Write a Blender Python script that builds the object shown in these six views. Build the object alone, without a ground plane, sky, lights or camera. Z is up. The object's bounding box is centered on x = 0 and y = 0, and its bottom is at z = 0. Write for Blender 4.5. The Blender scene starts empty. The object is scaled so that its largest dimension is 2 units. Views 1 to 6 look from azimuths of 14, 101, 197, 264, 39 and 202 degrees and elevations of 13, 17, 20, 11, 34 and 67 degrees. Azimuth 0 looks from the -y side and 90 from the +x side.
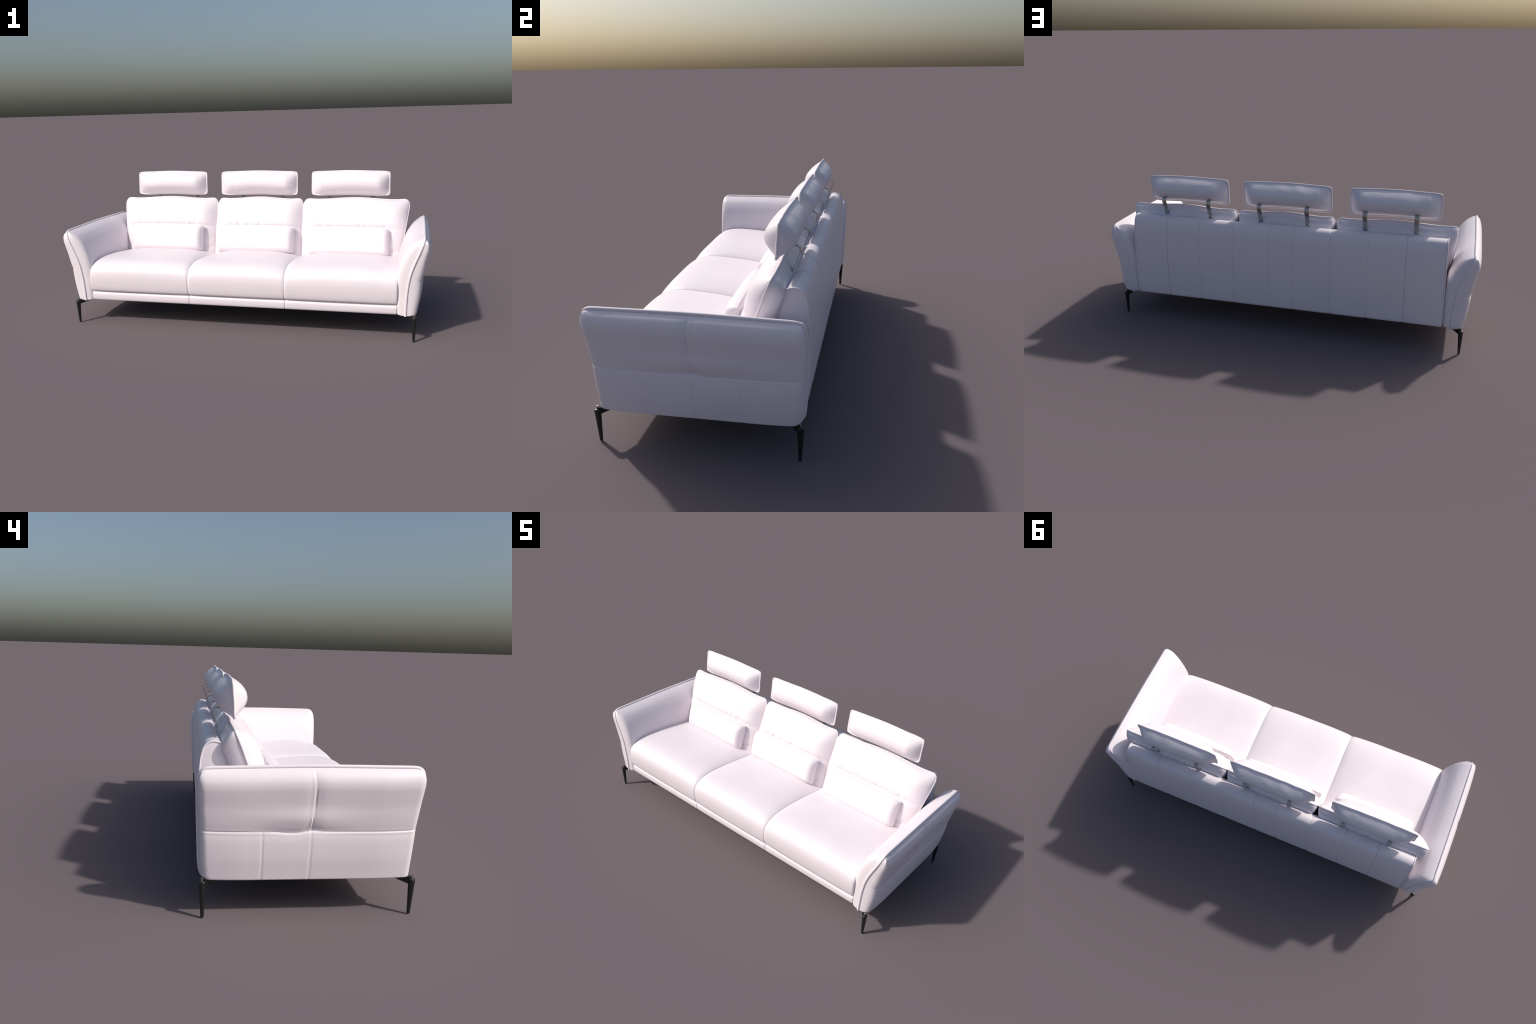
"""Three-seat leather sofa: flared piped arms, three seat cushions, three back
cushions with lumbar pillows, three headrests on metal straps, tapered black legs."""
import bpy
import numpy as np
from mathutils import Vector

RNG = np.random.RandomState(7)

# ------------------------------------------------------------------ materials
def new_material(name):
    m = bpy.data.materials.new(name)
    m.use_nodes = True
    nt = m.node_tree
    return m, nt, nt.nodes["Principled BSDF"]

def leather_material(name, colour, rough):
    m, nt, b = new_material(name)
    N, L = nt.nodes.new, nt.links.new
    tc = N("ShaderNodeTexCoord")
    # very faint mottling of the dyed hide
    n1 = N("ShaderNodeTexNoise"); n1.inputs["Scale"].default_value = 9.0
    n1.inputs["Detail"].default_value = 3.0
    L(tc.outputs["Object"], n1.inputs["Vector"])
    ramp = N("ShaderNodeValToRGB")
    c0 = [c * 0.975 for c in colour]
    ramp.color_ramp.elements[0].position = 0.3
    ramp.color_ramp.elements[0].color = (*c0, 1)
    ramp.color_ramp.elements[1].position = 0.7
    ramp.color_ramp.elements[1].color = (*colour, 1)
    L(n1.outputs["Fac"], ramp.inputs["Fac"])
    L(ramp.outputs["Color"], b.inputs["Base Color"])
    b.inputs["Roughness"].default_value = rough
    b.inputs["IOR"].default_value = 1.45
    # pebble grain
    v = N("ShaderNodeTexVoronoi"); v.inputs["Scale"].default_value = 520.0
    L(tc.outputs["Object"], v.inputs["Vector"])
    bp = N("ShaderNodeBump"); bp.inputs["Strength"].default_value = 0.05
    bp.inputs["Distance"].default_value = 0.0006
    L(v.outputs["Distance"], bp.inputs["Height"])
    L(bp.outputs["Normal"], b.inputs["Normal"])
    return m

def metal_material(name, colour, rough, metallic):
    m, nt, b = new_material(name)
    N, L = nt.nodes.new, nt.links.new
    b.inputs["Base Color"].default_value = (*colour, 1)
    b.inputs["Metallic"].default_value = metallic
    tc = N("ShaderNodeTexCoord")
    n = N("ShaderNodeTexNoise"); n.inputs["Scale"].default_value = 60.0
    L(tc.outputs["Object"], n.inputs["Vector"])
    mr = N("ShaderNodeMapRange")
    mr.inputs["To Min"].default_value = rough * 0.9
    mr.inputs["To Max"].default_value = rough * 1.1
    L(n.outputs["Fac"], mr.inputs["Value"])
    L(mr.outputs["Result"], b.inputs["Roughness"])
    return m

WHITE = (0.825, 0.762, 0.805)
LEATHER = leather_material("white_leather", WHITE, 0.42)
LINING = leather_material("black_lining", (0.02, 0.02, 0.02), 0.8)
STEEL = metal_material("brushed_steel", (0.50, 0.50, 0.48), 0.27, 1.0)
BLACK = metal_material("black_lacquer", (0.012, 0.012, 0.012), 0.38, 0.0)

# ------------------------------------------------------------------ mesh tools
def add_object(name, verts, faces, mat, parent=None, angle=50):
    me = bpy.data.meshes.new(name)
    me.from_pydata([tuple(map(float, v)) for v in verts], [], faces)
    me.validate()
    me.materials.append(mat)
    me.polygons.foreach_set("use_smooth", [True] * len(me.polygons))
    me.set_sharp_from_angle(angle=np.radians(angle))
    me.update()
    ob = bpy.data.objects.new(name, me)
    bpy.context.scene.collection.objects.link(ob)
    if parent is not None:
        ob.parent = parent
    return ob

def grid_faces(nu, nv, base=0, flip=False):
    out = []
    for i in range(nu - 1):
        for j in range(nv - 1):
            a = base + i * nv + j
            q = (a, a + nv, a + nv + 1, a + 1)
            out.append(q[::-1] if flip else q)
    return out

def orient_outward(ob):
    import bmesh
    bm = bmesh.new(); bm.from_mesh(ob.data)
    bmesh.ops.remove_doubles(bm, verts=bm.verts, dist=1e-6)
    bmesh.ops.recalc_face_normals(bm, faces=bm.faces)
    bm.to_mesh(ob.data); bm.free()
    ob.data.polygons.foreach_set("use_smooth", [True] * len(ob.data.polygons))
    ob.data.set_sharp_from_angle(angle=np.radians(50))

def smooth_curve(pts, n, closed=False):
    """Catmull-Rom through control points, resampled evenly."""
    P = np.array(pts, float)
    if closed:
        Q = np.vstack([P[-1], P, P[0], P[1]])
    else:
        Q = np.vstack([2 * P[0] - P[1], P, 2 * P[-1] - P[-2]])
    out = []
    for i in range(1, len(Q) - 2):
        t = np.linspace(0, 1, 24, endpoint=False)[:, None]
        a, b, c, d = Q[i - 1], Q[i], Q[i + 1], Q[i + 2]
        out.append(.5 * (2 * b + (c - a) * t + (2 * a - 5 * b + 4 * c - d) * t**2
                         + (3 * b - a - 3 * c + d) * t**3))
    out = np.vstack(out + [P[:1] if closed else P[-1:]])
    s = np.r_[0, np.cumsum(np.linalg.norm(np.diff(out, axis=0), axis=1))]
    q = np.linspace(0, s[-1], n + 1)[:-1] if closed else np.linspace(0, s[-1], n)
    return np.stack([np.interp(q, s, out[:, k]) for k in range(P.shape[1])], 1)

def tube(path, r, sides=10, closed=False):
    """Round tube along a polyline; verts, faces."""
    P = np.array(path, float); n = len(P)
    if closed:
        T = np.roll(P, -1, 0) - np.roll(P, 1, 0)
    else:
        T = np.gradient(P, axis=0)
    T /= np.linalg.norm(T, axis=1)[:, None]
    ref = np.array([0.3, 0.5, 0.8]); ref /= np.linalg.norm(ref)
    a = np.cross(T[0], ref); a /= np.linalg.norm(a)
    V = []
    for i in range(n):
        a = a - T[i] * (a @ T[i]); a /= np.linalg.norm(a)
        b = np.cross(T[i], a)
        for k in range(sides):
            th = 2 * np.pi * k / sides
            V.append(P[i] + r * (np.cos(th) * a + np.sin(th) * b))
    F = []
    m = n if closed else n - 1
    for i in range(m):
        i2 = (i + 1) % n
        for k in range(sides):
            k2 = (k + 1) % sides
            F.append((i * sides + k, i * sides + k2, i2 * sides + k2, i2 * sides + k))
    if not closed:
        F.append(tuple(range(sides))[::-1])
        F.append(tuple((n - 1) * sides + k for k in range(sides)))
    return V, F

def ease(n):
    """-1..1 samples gathered toward both ends."""
    s = np.linspace(-1, 1, n)
    return 0.45 * s + 0.55 * np.sin(s * np.pi / 2)

def roll(d, e):
    """Quarter-ellipse rise from 0 at a border to 1 at distance e."""
    q = np.clip(d / e, 0, 1)
    return np.sqrt(np.clip(1 - (1 - q) ** 2, 0, 1))

def box_roll(d, e):
    """Squarer rise: a tight rounded corner with a flat end."""
    q = np.clip(d / e, 0, 1)
    return np.cbrt(np.clip(1 - (1 - q) ** 3, 0, 1))

def swell(d, e):
    """Softer rise than roll: parabolic, leaving a knife edge."""
    q = np.clip(d / e, 0, 1)
    return 1 - (1 - q) ** 2

def curve(z, zs, vals):
    """Smooth curve through (zs, vals) evaluated at z."""
    C = smooth_curve(np.stack([zs, vals], 1), 300)
    return np.interp(z, C[:, 0], C[:, 1])

def groove(d, w):
    return np.exp(-(d / w) ** 2)

def wavy(x, y, seed, scale, octaves=3):
    """Smooth deterministic 2-D ripple from a few random sine waves, about -1..1."""
    r = np.random.RandomState(seed); out = 0
    for _ in range(octaves * 3):
        a = r.uniform(0, 2 * np.pi); f = scale * r.uniform(.6, 1.8)
        out = out + np.sin(f * (np.cos(a) * x + np.sin(a) * y) + r.uniform(0, 6.28))
    return out / (octaves * 1.7)

def pad_surfaces(S, Nrm, Tfront, Tback):
    """Closed pad: a curved sheet S (nu,nv,3) pushed out both ways along Nrm."""
    nu, nv = S.shape[:2]
    A = (S + Nrm * Tfront[..., None]).reshape(-1, 3)
    B = (S - Nrm * Tback[..., None]).reshape(-1, 3)
    F = grid_faces(nu, nv) + grid_faces(nu, nv, nu * nv, True)
    return np.vstack([A, B]), F

def border(S):
    """Boundary loop of a sheet grid."""
    return np.vstack([S[:-1, 0], S[-1, :-1], S[:0:-1, -1], S[0, :0:-1]])

def resample(loop, n, closed=True):
    P = np.vstack([loop, loop[:1]]) if closed else np.array(loop)
    s = np.r_[0, np.cumsum(np.linalg.norm(np.diff(P, axis=0), axis=1))]
    q = np.linspace(0, s[-1], n + 1)[:-1] if closed else np.linspace(0, s[-1], n)
    return np.stack([np.interp(q, s, P[:, k]) for k in range(3)], 1)

# ------------------------------------------------------------------ the sofa
sofa = bpy.data.objects.new("sofa", None)
bpy.context.scene.collection.objects.link(sofa)
sofa["label"] = "white leather three-seat sofa with headrests and black legs"
sofa["category"] = "sofa"

# ------------------------------------------------------------------ arms
# welt line seen from the front: x against height, flaring outward to the rim
WELT = smooth_curve([(.884, .130), (.886, .20), (.891, .27), (.902, .34),
                     (.921, .40), (.945, .46), (.960, .50), (.968, .528)], 200)

def welt_x(z):
    return np.interp(z, WELT[:, 1], WELT[:, 0])

def arm_front(z):
    return -np.interp(z, [.130, .32, .475, .53], [.363, .371, .379, .379])

def arm_rear(z):
    return np.interp(z, [.130, .145, .19, .25, .40, .50], [.354, .366, .371, .373, .378, .380])

def build_arm(side):
    nu, nv = 220, 150                         # along y, up the welt
    u = ease(nu)[:, None] * np.ones((1, nv))
    v = (ease(nv)[None, :] * .5 + .5) * np.ones((nu, 1))
    # tuck the two upper corners into a radius
    c = .012
    tuck = np.abs(u) ** 26 * v ** 16
    yf0, yr0 = -.38, .38
    ztop = .528 - .006 * (u * .5 + .5) + .002 * np.cos(u * np.pi)
    z = .130 + (ztop - .130) * v - c * tuck
    yf, yr = arm_front(z), arm_rear(z)
    y = yf + (yr - yf) * (u * .5 + .5) - np.sign(u) * c * tuck
    x = welt_x(z)
    dx = np.gradient(WELT[:, 0], WELT[:, 1])
    ker = np.hanning(41); ker /= ker.sum()
    dx = np.convolve(np.pad(dx, 20, "edge"), ker, "valid")
    sl = np.interp(z, WELT[:, 1], dx)
    ln = np.sqrt(1 + sl ** 2)
    S = np.stack([x, y, z], -1)
    Nn = np.stack([1 / ln, 0 * x, -sl / ln], -1)
    dF, dR = y - yf + .0003, yr - y + .0003
    dF = np.where(u < -.9999, 0, dF); dR = np.where(u > .9999, 0, dR)
    dT, dB = ztop - z, z - .130
    dT = np.where(v > .9999, 0, dT)

    # outer pad: tall puffed upper panels over flatter lower panels
    To = curve(z, [.125, .20, .25, .30, .34, .38, .43, .49, .54],
               [.058, .071, .075, .074, .071, .067, .058, .048, .043])
    edge = box_roll(dF, .034) * box_roll(dR, .034) * (.5 * roll(dT, .034) + .5 * swell(dT, .055)) * box_roll(dB, .009)
    mid = 1 - .17 * np.clip(1 - dF / .16, 0, 1) ** 2 - .15 * np.clip(1 - dR / .16, 0, 1) ** 2
    out = To * edge * mid
    seam_z = .320 - .006 * groove(y - .06, .05) + .004 * groove(y, .03)
    dz = z - seam_z
    seam_y = curve(z, [.31, .32, .40, .45, .50, .54], [.001, .001, -.003, -.005, -.003, .003])
    upper = 1 / (1 + np.exp(-dz / .004))
    soft = .0030 * groove(dz, .022) + .0030 * groove(y - seam_y, .022) * upper \
        + .0030 * groove(dz - .004, .012) * groove(y - .03, .12) \
        - .0050 * groove(z - .378, .032) * groove(y - .03, .13)
    line = .0022 * groove(dz, .0026) + .0034 * groove(y - seam_y, .0028) * upper \
        + .0018 * (groove(y - .001, .0028) + groove(y - .164, .0028)) * (1 - upper)
    lip = .0018 * groove(y - seam_y - .005, .004) * upper + .0010 * groove(dz + .006, .004)
    out = np.maximum(out - (soft + line - lip) * edge, 0)

    # inner pad
    Ti = curve(z, [.125, .25, .30, .365, .43, .50, .54],
               [.045, .054, .063, .067, .065, .056, .044])
    ei = np.interp(z, [.13, .30, .50], [.022, .030, .045])
    edge_i = box_roll(dF, ei) * box_roll(dR, ei) * (.5 * roll(dT, .05) + .5 * swell(dT, .10)) \
        * box_roll(dB, .009)
    inn = Ti * edge_i * (1 - .10 * np.clip(1 - dF / .12, 0, 1) ** 2 - .10 * np.clip(1 - dR / .12, 0, 1) ** 2)
    V, F = pad_surfaces(S, Nn, out, inn)
    V = V * [side, 1, 1]
    arm = add_object("arm", V, F, LEATHER, sofa)
    orient_outward(arm)

    # welt cord round the front, rim and rear
    loop = np.vstack([S[0, :-1], S[:-1, -1], S[-1, ::-1]])
    path = resample(loop, 420, closed=False)
    k = np.ones(9) / 9
    sm = path.copy()
    for a in range(3):
        sm[4:-4, a] = np.convolve(path[:, a], k, "valid")
    sm[:, 2] += .003 * np.clip((sm[:, 2] - .50) / .03, 0, 1)
    Vp, Fp = tube(sm * [side, 1, 1], .0062, 12)
    cord = add_object("piping", Vp, Fp, LEATHER, arm)
    orient_outward(cord)
    return arm

for s in (1, -1):
    build_arm(s)

# ------------------------------------------------------------------ seat
SEAT_PROFILE = smooth_curve([   # (y, z) loop: front face, top, back, underside
    (-.356, .189), (-.367, .195), (-.375, .23), (-.378, .28), (-.370, .318), (-.345, .345),
    (-.30, .361), (-.22, .367), (-.10, .363), (0, .354), (.10, .345), (.20, .335),
    (.23, .30), (.23, .20), (.10, .187), (-.10, .187), (-.30, .187)], 240, closed=True)

def build_seat(x0, x1, seed):
    nu = 150
    t = ease(nu) * .5 + .5
    V = []; n = len(SEAT_PROFILE)
    yc, zc = -.05, .22
    for a in t:
        x = x0 + (x1 - x0) * a
        d = min(x - x0, x1 - x)
        at_arm = abs(x) > .6
        g = roll(np.array(d), .05); h = swell(np.array(d), .19)
        P = SEAT_PROFILE.copy()
        top = np.clip((P[:, 1] - .20) / .145, 0, 1)
        rearward = np.clip((P[:, 0] + .25) / .35, 0, 1)
        drop = (.012 + .019 * rearward) * (1 - h) + .010 * (1 - g)
        P[:, 1] -= top * drop * (.8 if at_arm else 1)
        fr = np.clip((-.20 - P[:, 0]) / .15, 0, 1)
        P[:, 0] += fr * (.003 * (1 - h) + (.001 if at_arm else .006) * (1 - roll(np.array(d), .018)))
        ins = .004 * (1 - roll(np.array(d), .012))
        xx = x
        crown = np.clip((P[:, 1] - .3) / .05, 0, 1)
        P[:, 1] += crown * .0015 * wavy(x + 0 * P[:, 0], P[:, 0], seed, 9)
        V += [(xx, p[0] + ins * (1 if p[0] < yc else -1), p[1] - ins * np.sign(p[1] - zc)) for p in P]
    F = []
    for i in range(nu - 1):
        for k in range(n):
            k2 = (k + 1) % n
            F.append((i * n + k, i * n + k2, (i + 1) * n + k2, (i + 1) * n + k))
    F.append(tuple(range(n))); F.append(tuple((nu - 1) * n + k for k in range(n)))
    ob = add_object("seat_cushion", V, F, LEATHER, sofa)
    orient_outward(ob)
    return ob

g = -.003
build_seat(-.8425, -.264 - g, 1)
build_seat(-.264 + g, .267 - g, 2)
build_seat(.267 + g, .8435, 3)

# front rail under the seat, in three sewn lengths, and the lined underside
RAIL = smooth_curve([(-.346, .133), (-.355, .137), (-.359, .152), (-.359, .172), (-.352, .182),
                     (-.343, .186), (-.30, .186), (-.28, .16), (-.30, .133)], 72, closed=True)

def loft_x(name, profile, xs, inset, mat, parent):
    n = len(profile); c = profile.mean(0); V = []
    for x, k in zip(xs, inset):
        d = c - profile
        P = profile + d / np.linalg.norm(d, axis=1)[:, None] * k
        V += [(x, p[0], p[1]) for p in P]
    F = []
    for i in range(len(xs) - 1):
        for k in range(n):
            k2 = (k + 1) % n
            F.append((i * n + k, i * n + k2, (i + 1) * n + k2, (i + 1) * n + k))
    F.append(tuple(range(n))); F.append(tuple((len(xs) - 1) * n + k for k in range(n)))
    ob = add_object(name, V, F, mat, parent)
    orient_outward(ob)
    return ob

for a, b in ((-.842, -.2645), (-.2635, .2665), (.2675, .842)):
    xs = np.r_[a, a + .0008, a + .002, a + .004, np.linspace(a + .008, b - .008, 20),
               b - .004, b - .002, b - .0008, b]
    ins = [.003, .0018, .0008, .0002] + [0] * 20 + [.0002, .0008, .0018, .003]
    loft_x("front_rail", RAIL, xs, ins, LEATHER, sofa)

BASE = np.array([(-.33, .139), (.35, .139), (.35, .19), (-.33, .19)])
loft_x("underside_lining", BASE, [-.86, .86], [0, 0], LINING, sofa)

# ------------------------------------------------------------------ backrest frame
FRAME = smooth_curve([  # (y, z): rear face from bottom, over the top roll, front face
    (.350, .138), (.362, .141), (.367, .157), (.373, .28), (.374, .40), (.370, .49), (.364, .540),
    (.352, .573), (.330, .587), (.308, .586), (.287, .573), (.274, .540), (.255, .49),
    (.228, .40), (.20, .25), (.20, .15), (.22, .138)], 200, closed=True)
SEAMS = [.646, .457, .265, .066, -.065, -.259, -.452, -.641]

def build_frame():
    xs = [-.836]
    fine = np.array([-.006, -.003, -.0018, -.0009, 0, .0009, .0018, .003, .006])
    pts = list(np.linspace(-.83, .83, 90))
    for s in SEAMS:
        pts = [p for p in pts if abs(p - s) > .008] + list(s + fine)
    pts += [-.8355, -.8345, -.833, .833, .8345, .8355]
    xs = np.array(sorted(set([-.836, .836] + pts)))
    n = len(FRAME); c = np.array([.30, .37]); V = []
    nb = np.gradient(np.vstack([FRAME[-1:], FRAME, FRAME[:1]]), axis=0)[1:-1]
    nrm = np.stack([nb[:, 1], -nb[:, 0]], 1); nrm /= np.linalg.norm(nrm, axis=1)[:, None]
    if (nrm * (FRAME - c)).sum() < 0:
        nrm = -nrm
    for x in xs:
        d = .836 - abs(x)
        k = .004 * (1 - roll(np.array(d), .006))
        dist = np.abs(np.array(SEAMS)[None, :] - x)
        j = dist.argmin()
        cr = (.0042 if j in (0, 7) else .0026) * groove(dist.min(), .0015) + .0010 * groove(dist.min(), .012)
        P = FRAME - nrm * (k + cr)
        # a slight taper: panel is wider at the foot
        for p in P:
            V.append((x * (1 + .006 * (.5 - p[1])), p[0], p[1]))
    F = []
    for i in range(len(xs) - 1):
        for k in range(n):
            k2 = (k + 1) % n
            F.append((i * n + k, i * n + k2, (i + 1) * n + k2, (i + 1) * n + k))
    F.append(tuple(range(n))); F.append(tuple((len(xs) - 1) * n + k for k in range(n)))
    ob = add_object("backrest_frame", V, F, LEATHER, sofa)
    orient_outward(ob)
    # cord along both end edges, over the top roll and down the rear
    keep = [p for p in FRAME[2:130] if p[1] > .15]
    for s in (1, -1):
        path = [(s * .835 * (1 + .006 * (.5 - p[1])), p[0] , p[1]) for p in keep]
        Vt, Ft = tube(path, .0036, 8)
        orient_outward(add_object("piping", Vt, Ft, LEATHER, ob))
    return ob

build_frame()

# ------------------------------------------------------------------ back cushions
def build_back_cushion(x0, x1, flare0, flare1, seed):
    """x0..x1 at the foot, widened by the flares at the top."""
    nu, nv = 240, 240
    u = ease(nu)[:, None] * np.ones((1, nv))
    v = (ease(nv)[None, :] * .5 + .5) * np.ones((nu, 1))
    zb = .255
    hump = np.interp(np.abs(u), [0, .3, .6, .8, 1], [.0165, .0125, .004, .004, .004])
    hump = .004 + .0125 * np.exp(-(u / .42) ** 2) + .003 * np.exp(-((np.abs(u) - .9) / .1) ** 2)
    ztop = .6245 + hump
    c = .011
    tuck = np.abs(u) ** 30 * v ** 22
    z = zb + (ztop - zb) * v - c * tuck
    fl = np.clip((z - .36) / (.62 - .36), 0, 1.1)
    L, R = x0 - flare0 * fl, x1 + flare1 * fl
    x = L + (R - L) * (u * .5 + .5) - np.sign(u) * c * tuck
    ys = smooth_curve([(.130, .25), (.152, .34), (.183, .45), (.208, .515), (.229, .57), (.250, .62),
                       (.262, .65)], 120)
    y = np.interp(z, ys[:, 1], ys[:, 0])
    sl = np.interp(z, ys[:, 1], np.gradient(ys[:, 0], ys[:, 1]))
    ln = np.sqrt(1 + sl ** 2)
    S = np.stack([x, y, z], -1)
    Nn = np.stack([0 * x, -1 / ln, sl / ln], -1)
    W = x1 - x0
    dL, dR = (u + 1) * W / 2, (1 - u) * W / 2
    dT, dB = ztop - z, z - zb
    dT = np.where(v > .9999, 0, dT)
    edge = (.5 * roll(dL, .07) + .5 * swell(dL, .10)) * (.5 * roll(dR, .07) + .5 * swell(dR, .10)) \
        * (.5 * roll(dT, .08) + .5 * swell(dT, .10)) * roll(dB, .03)
    Tf = curve(z, [.25, .34, .40, .46, .53, .58, .66], [.055, .062, .065, .065, .067, .066, .062])
    Tf = Tf * (.90 + .10 * np.cos(u * np.pi / 2))
    # sewn-in crease across the front with a twin stitch line, and one near the foot
    bow = .004 * (1 - u ** 2)
    s1 = z - (.462 + bow + .008 * np.clip(-u, 0, 1) * 0)
    s2 = z - (.346 + bow)
    soft = .005 * groove(s1, .016) + .004 * groove(s2, .014)
    line = .0032 * (groove(s1 - .0045, .0017) + groove(s1 + .0045, .0017)
                    + groove(s2 - .0045, .0017) + groove(s2 + .0045, .0017))
    # short gathered puckers rising from the crease
    r = np.random.RandomState(seed); puck = 0
    for _ in range(9):
        px = r.uniform(x0 + .1, x1 - .08)
        puck = puck + r.uniform(.4, 1) * groove(x - px - .15 * (z - .47), r.uniform(.006, .012))
    puck = puck * np.clip((z - .462) / .008, 0, 1) * np.clip(1 - (z - .47) / .04, 0, 1) * .0035
    ripple = .0016 * wavy(x, z, seed, 28)
    Tf = np.maximum((Tf - soft + ripple) * edge - (line + puck) * np.minimum(edge, 1), 0)
    # gusset and rear face, with one vertical seam in the middle of the rear
    Tb = curve(z, [.25, .45, .56, .65], [.050, .060, .062, .060])
    eb = (.5 * swell(dL, .03) + .5 * roll(dL, .02)) * (.5 * swell(dR, .03) + .5 * roll(dR, .02)) * (.5 * roll(dT, .04) + .5 * swell(dT, .05)) * roll(dB, .02)
    xm = (x0 + x1) / 2
    back = np.maximum((Tb + .0015 * wavy(x, z, seed + 5, 22)
                       - .0025 * groove(x - xm, .0022) - .0025 * groove(x - xm, .02)) * eb, 0)
    V, F = pad_surfaces(S, Nn, Tf, back)
    ob = add_object("back_cushion", V, F, LEATHER, sofa)
    orient_outward(ob)
    loop = np.vstack([S[0, :-1], S[:-1, -1], S[-1, ::-1]])
    path = resample(loop, 380, closed=False)
    sm = path.copy(); k = np.ones(7) / 7
    for a in range(3):
        sm[3:-3, a] = np.convolve(path[:, a], k, "valid")
    Vt, Ft = tube(sm, .0046, 10)
    orient_outward(add_object("piping", Vt, Ft, LEATHER, ob))
    return ob

build_back_cushion(-.846, -.2665, .040, -.001, 11)
build_back_cushion(-.2635, .2655, .000, .000, 12)
build_back_cushion(.2685, .846, -.001, .042, 13)

# ------------------------------------------------------------------ pillows
def build_pillow(name, x0, x1, line, rise, Tf, Tb, ef, seed, cord, tuck_c, nu=200, nv=120,
                 sag_top=0., sag_bot=0., wrinkle=.0015, crown=.35, wide=1.0):
    """Knife-edged pillow. line: ((y,z) bottom, (y,z) top) of its edge seam."""
    u = ease(nu)[:, None] * np.ones((1, nv))
    v = ease(nv)[None, :] * np.ones((nu, 1))
    (yb, zb), (yt, zt) = line
    W, H = x1 - x0, zt - zb
    a = np.abs(u) ** (W / .022 * .5) * np.abs(v) ** (H / .022 * .5 + 2)
    x = (x0 + x1) / 2 + u * W / 2 - np.sign(u) * tuck_c * a
    prof = np.cos(np.clip(np.abs(u) * 1.25, 0, 1) * np.pi) * .5 + .5
    lift = (sag_top * (v * .5 + .5) + sag_bot * (.5 - v * .5)) * prof
    z = (zb + zt) / 2 + v * H / 2 + lift - np.sign(v) * tuck_c * a
    # edges draw in a little between the corners
    x = x - np.sign(u) * np.abs(u) ** 6 * .003 * (1 - v ** 2)
    f = v * .5 + .5
    y = yb + (yt - yb) * f
    ang = np.arctan2(yt - yb, H)
    Nn = np.zeros(u.shape + (3,)); Nn[..., 1] = -np.cos(ang); Nn[..., 2] = np.sin(ang)
    dx = (1 - np.abs(u)) * W / 2; dz = (1 - np.abs(v)) * H / 2
    edge = rise(dx, ef * wide) * rise(dz, ef)
    body = (1 - crown * v ** 2) * (1 - .12 * u ** 4) * (1 - .10 * groove(u + .75, .25))
    near = np.exp(-np.minimum(dx, dz) / .018)
    # folds that run in from the sewn edge
    r = np.random.RandomState(seed); fold = 0
    for _ in range(16):
        cx = r.uniform(x0 + .03, x1 - .03); top = r.choice([-1, 1]); w = r.uniform(.006, .016)
        fold = fold + r.uniform(-1, 1) * groove(x - cx - r.uniform(-.4, .4) * (z - (zb + zt) / 2), w) \
            * np.exp(-(1 - top * v) * H / 2 / .022)
    for cx in (-1, 1):                       # corner puckers
        for cz in (-1, 1):
            du = (1 - cx * u) * W / 2; dv = (1 - cz * v) * H / 2
            fold = fold - 1.6 * groove(du - dv * r.uniform(.6, 1.0), .007) * np.exp(-(du + dv) / .030)
    rip = wrinkle * (fold + .5 * wavy(x, z, seed, 45))
    front = np.maximum((Tf * body + rip) * edge, 0)
    rip2 = wrinkle * (-fold + .6 * wavy(x, z, seed + 3, 40)
                      + .6 * groove(v - .66, .20) * np.sin(x * 42 + 2 * np.sin(x * 17 + seed)))
    back = np.maximum((Tb * body + rip2) * edge, 0)
    S = np.stack([x, y, z], -1)
    V, F = pad_surfaces(S, Nn, front, back)
    ob = add_object(name, V, F, LEATHER, sofa)
    orient_outward(ob)
    loop = resample(border(S), 360)
    lift_out = .0012 * wavy(loop[:, 0], loop[:, 2], seed + 9, 60)
    loop[:, 1] += lift_out
    Vt, Ft = tube(loop, cord, 10, closed=True)
    orient_outward(add_object("piping", Vt, Ft, LEATHER, ob))
    return ob

# lumbar pillows resting on the seat against the back cushions
for i, (a, b, yb, yt) in enumerate(((-.781, -.322, .077, .115), (-.239, .234, .087, .125),
                                     (.319, .779, .074, .112))):
    build_pillow("lumbar_pillow", a, b, ((yb, .332), (yt, .488)), roll, .050, .034, .035,
                 31 + i, .0032, .006, crown=.25, wrinkle=.0010)

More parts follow.
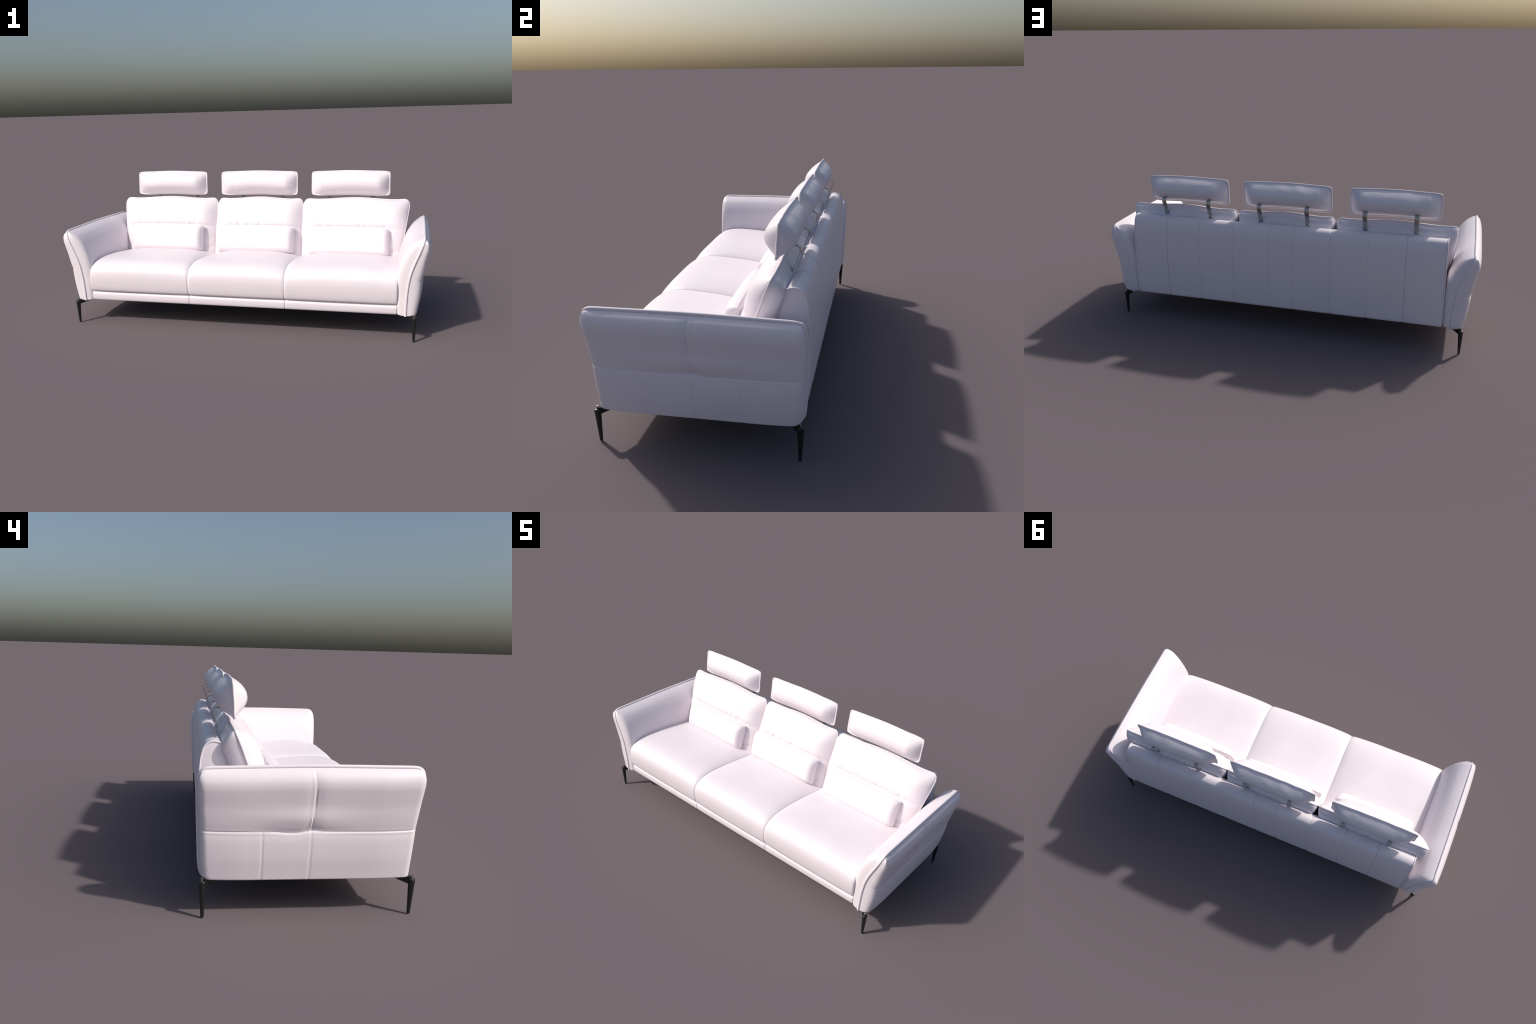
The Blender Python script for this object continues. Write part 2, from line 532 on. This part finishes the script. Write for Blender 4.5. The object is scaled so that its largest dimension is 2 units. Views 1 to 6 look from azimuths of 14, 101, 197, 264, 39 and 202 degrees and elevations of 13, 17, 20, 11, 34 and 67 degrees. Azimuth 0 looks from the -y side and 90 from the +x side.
# headrests
HEADRESTS = ((-.791, -.337), (-.243, .231), (.317, .773))
STRAPS = ((-.678, -.424), (-.126, .129), (.414, .670))
STRAP = smooth_curve([(.276, .684), (.292, .687), (.306, .6885), (.316, .686), (.3215, .677),
                      (.318, .660), (.302, .618), (.286, .576), (.272, .54), (.262, .50)], 60)
for i, ((a, b), straps) in enumerate(zip(HEADRESTS, STRAPS)):
    hr = build_pillow("headrest", a, b, ((.249, .657), (.260, .794)), swell, .059, .062, .064,
                      51, .0041, .006, sag_top=.004, sag_bot=.0045, wrinkle=.0032, crown=.12, wide=1.15)
    for j, sx in enumerate(straps):
        w, t = .0115, .0016
        T = np.gradient(STRAP, axis=0); T /= np.linalg.norm(T, axis=1)[:, None]
        nn = np.stack([-T[:, 1], T[:, 0]], 1)
        V = []
        for p, q in zip(STRAP, nn):
            for dx, k in ((-w, t), (-w + .0008, t + .0004), (w - .0008, t + .0004), (w, t),
                          (w, -t), (w - .0008, -t - .0004), (-w + .0008, -t - .0004), (-w, -t)):
                V.append((sx + dx, p[0] + q[0] * k, p[1] + q[1] * k))
        n = 8; F = []
        for r_ in range(len(STRAP) - 1):
            for k in range(n):
                k2 = (k + 1) % n
                F.append((r_ * n + k, r_ * n + k2, (r_ + 1) * n + k2, (r_ + 1) * n + k))
        F.append(tuple(range(n))); F.append(tuple((len(STRAP) - 1) * n + k for k in range(n)))
        orient_outward(add_object("headrest_strap", V, F, STEEL, hr))
        if j == 0:                            # dome screw at the foot of one strap
            cy, cz = .3005, .606
            nrm = np.array([0, .93, -.36]); e1 = np.array([1., 0, 0]); e2 = np.cross(nrm, e1)
            V = []; F = []
            for rr, hh in ((.0042, 0), (.0042, .0012), (.003, .0026), (.0012, .0032)):
                for k in range(16):
                    th = 2 * np.pi * k / 16
                    V.append(np.array([sx - .002, cy, cz]) + nrm * hh
                             + rr * (np.cos(th) * e1 + np.sin(th) * e2))
            for r_ in range(3):
                for k in range(16):
                    k2 = (k + 1) % 16
                    F.append((r_ * 16 + k, r_ * 16 + k2, (r_ + 1) * 16 + k2, (r_ + 1) * 16 + k))
            F.append(tuple(range(16))); F.append(tuple(48 + k for k in range(16)))
            orient_outward(add_object("screw", V, F, STEEL, hr))

# ------------------------------------------------------------------ legs
def build_leg(sx, sy):
    """Tapered leg: round outer edge, blade-like inner edge, a bracket wedge to the frame."""
    foot = np.array([.9300 - .002 * sx, .3615 - .0035 * sy])
    head = np.array([.9300 - .002 * sx, .3640 - .0050 * sy])
    n = 24; V = []; F = []
    rings = [(.0, .0052), (.0015, .0058), (.06, .0088), (.1195, .0120), (.1225, .0125),
             (.1260, .0123), (.1280, .0100)]
    for z, r in rings:
        f = min(z / .12, 1); c = foot + (head - foot) * f
        for k in range(n):
            th = 2 * np.pi * k / n
            V.append((sx * (c[0] + r * np.cos(th)), sy * (c[1] + r * np.sin(th)), z))
    for i in range(len(rings) - 1):
        for k in range(n):
            k2 = (k + 1) % n
            F.append((i * n + k, i * n + k2, (i + 1) * n + k2, (i + 1) * n + k))
    F.append(tuple(range(n))); F.append(tuple((len(rings) - 1) * n + k for k in range(n)))
    leg = add_object("leg", V, F, BLACK, sofa, 40)
    orient_outward(leg)
    # wedge running diagonally inward under the frame
    a = head - [.002, .003]; b = np.array([.835, .262])
    d = (b - a) / np.linalg.norm(b - a); p = np.array([-d[1], d[0]])
    V = []
    for f, zl, w in ((0, .108, .0085), (.5, .121, .010), (1, .129, .012)):
        c = a + (b - a) * f
        for q, z in ((-w, zl), (w, zl), (w, .1345), (-w, .1345)):
            e = c + p * q
            V.append((sx * e[0], sy * e[1], z))
    F = [(0, 1, 2, 3), (8, 9, 10, 11)]
    for i in (0, 4):
        for k in range(4):
            k2 = (k + 1) % 4
            F.append((i + k, i + k2, i + 4 + k2, i + 4 + k))
    orient_outward(add_object("leg_bracket", V, F, BLACK, leg))
    # little bright spot between leg head and arm, modelled as a short cylinder
    Vt, Ft = tube([(sx * head[0], sy * head[1], .123), (sx * head[0], sy * head[1], .140)], .0045, 14)
    orient_outward(add_object("leg_bright_spot", Vt, Ft, STEEL, leg))

for sx in (1, -1):
    for sy in (1, -1):
        build_leg(sx, sy)
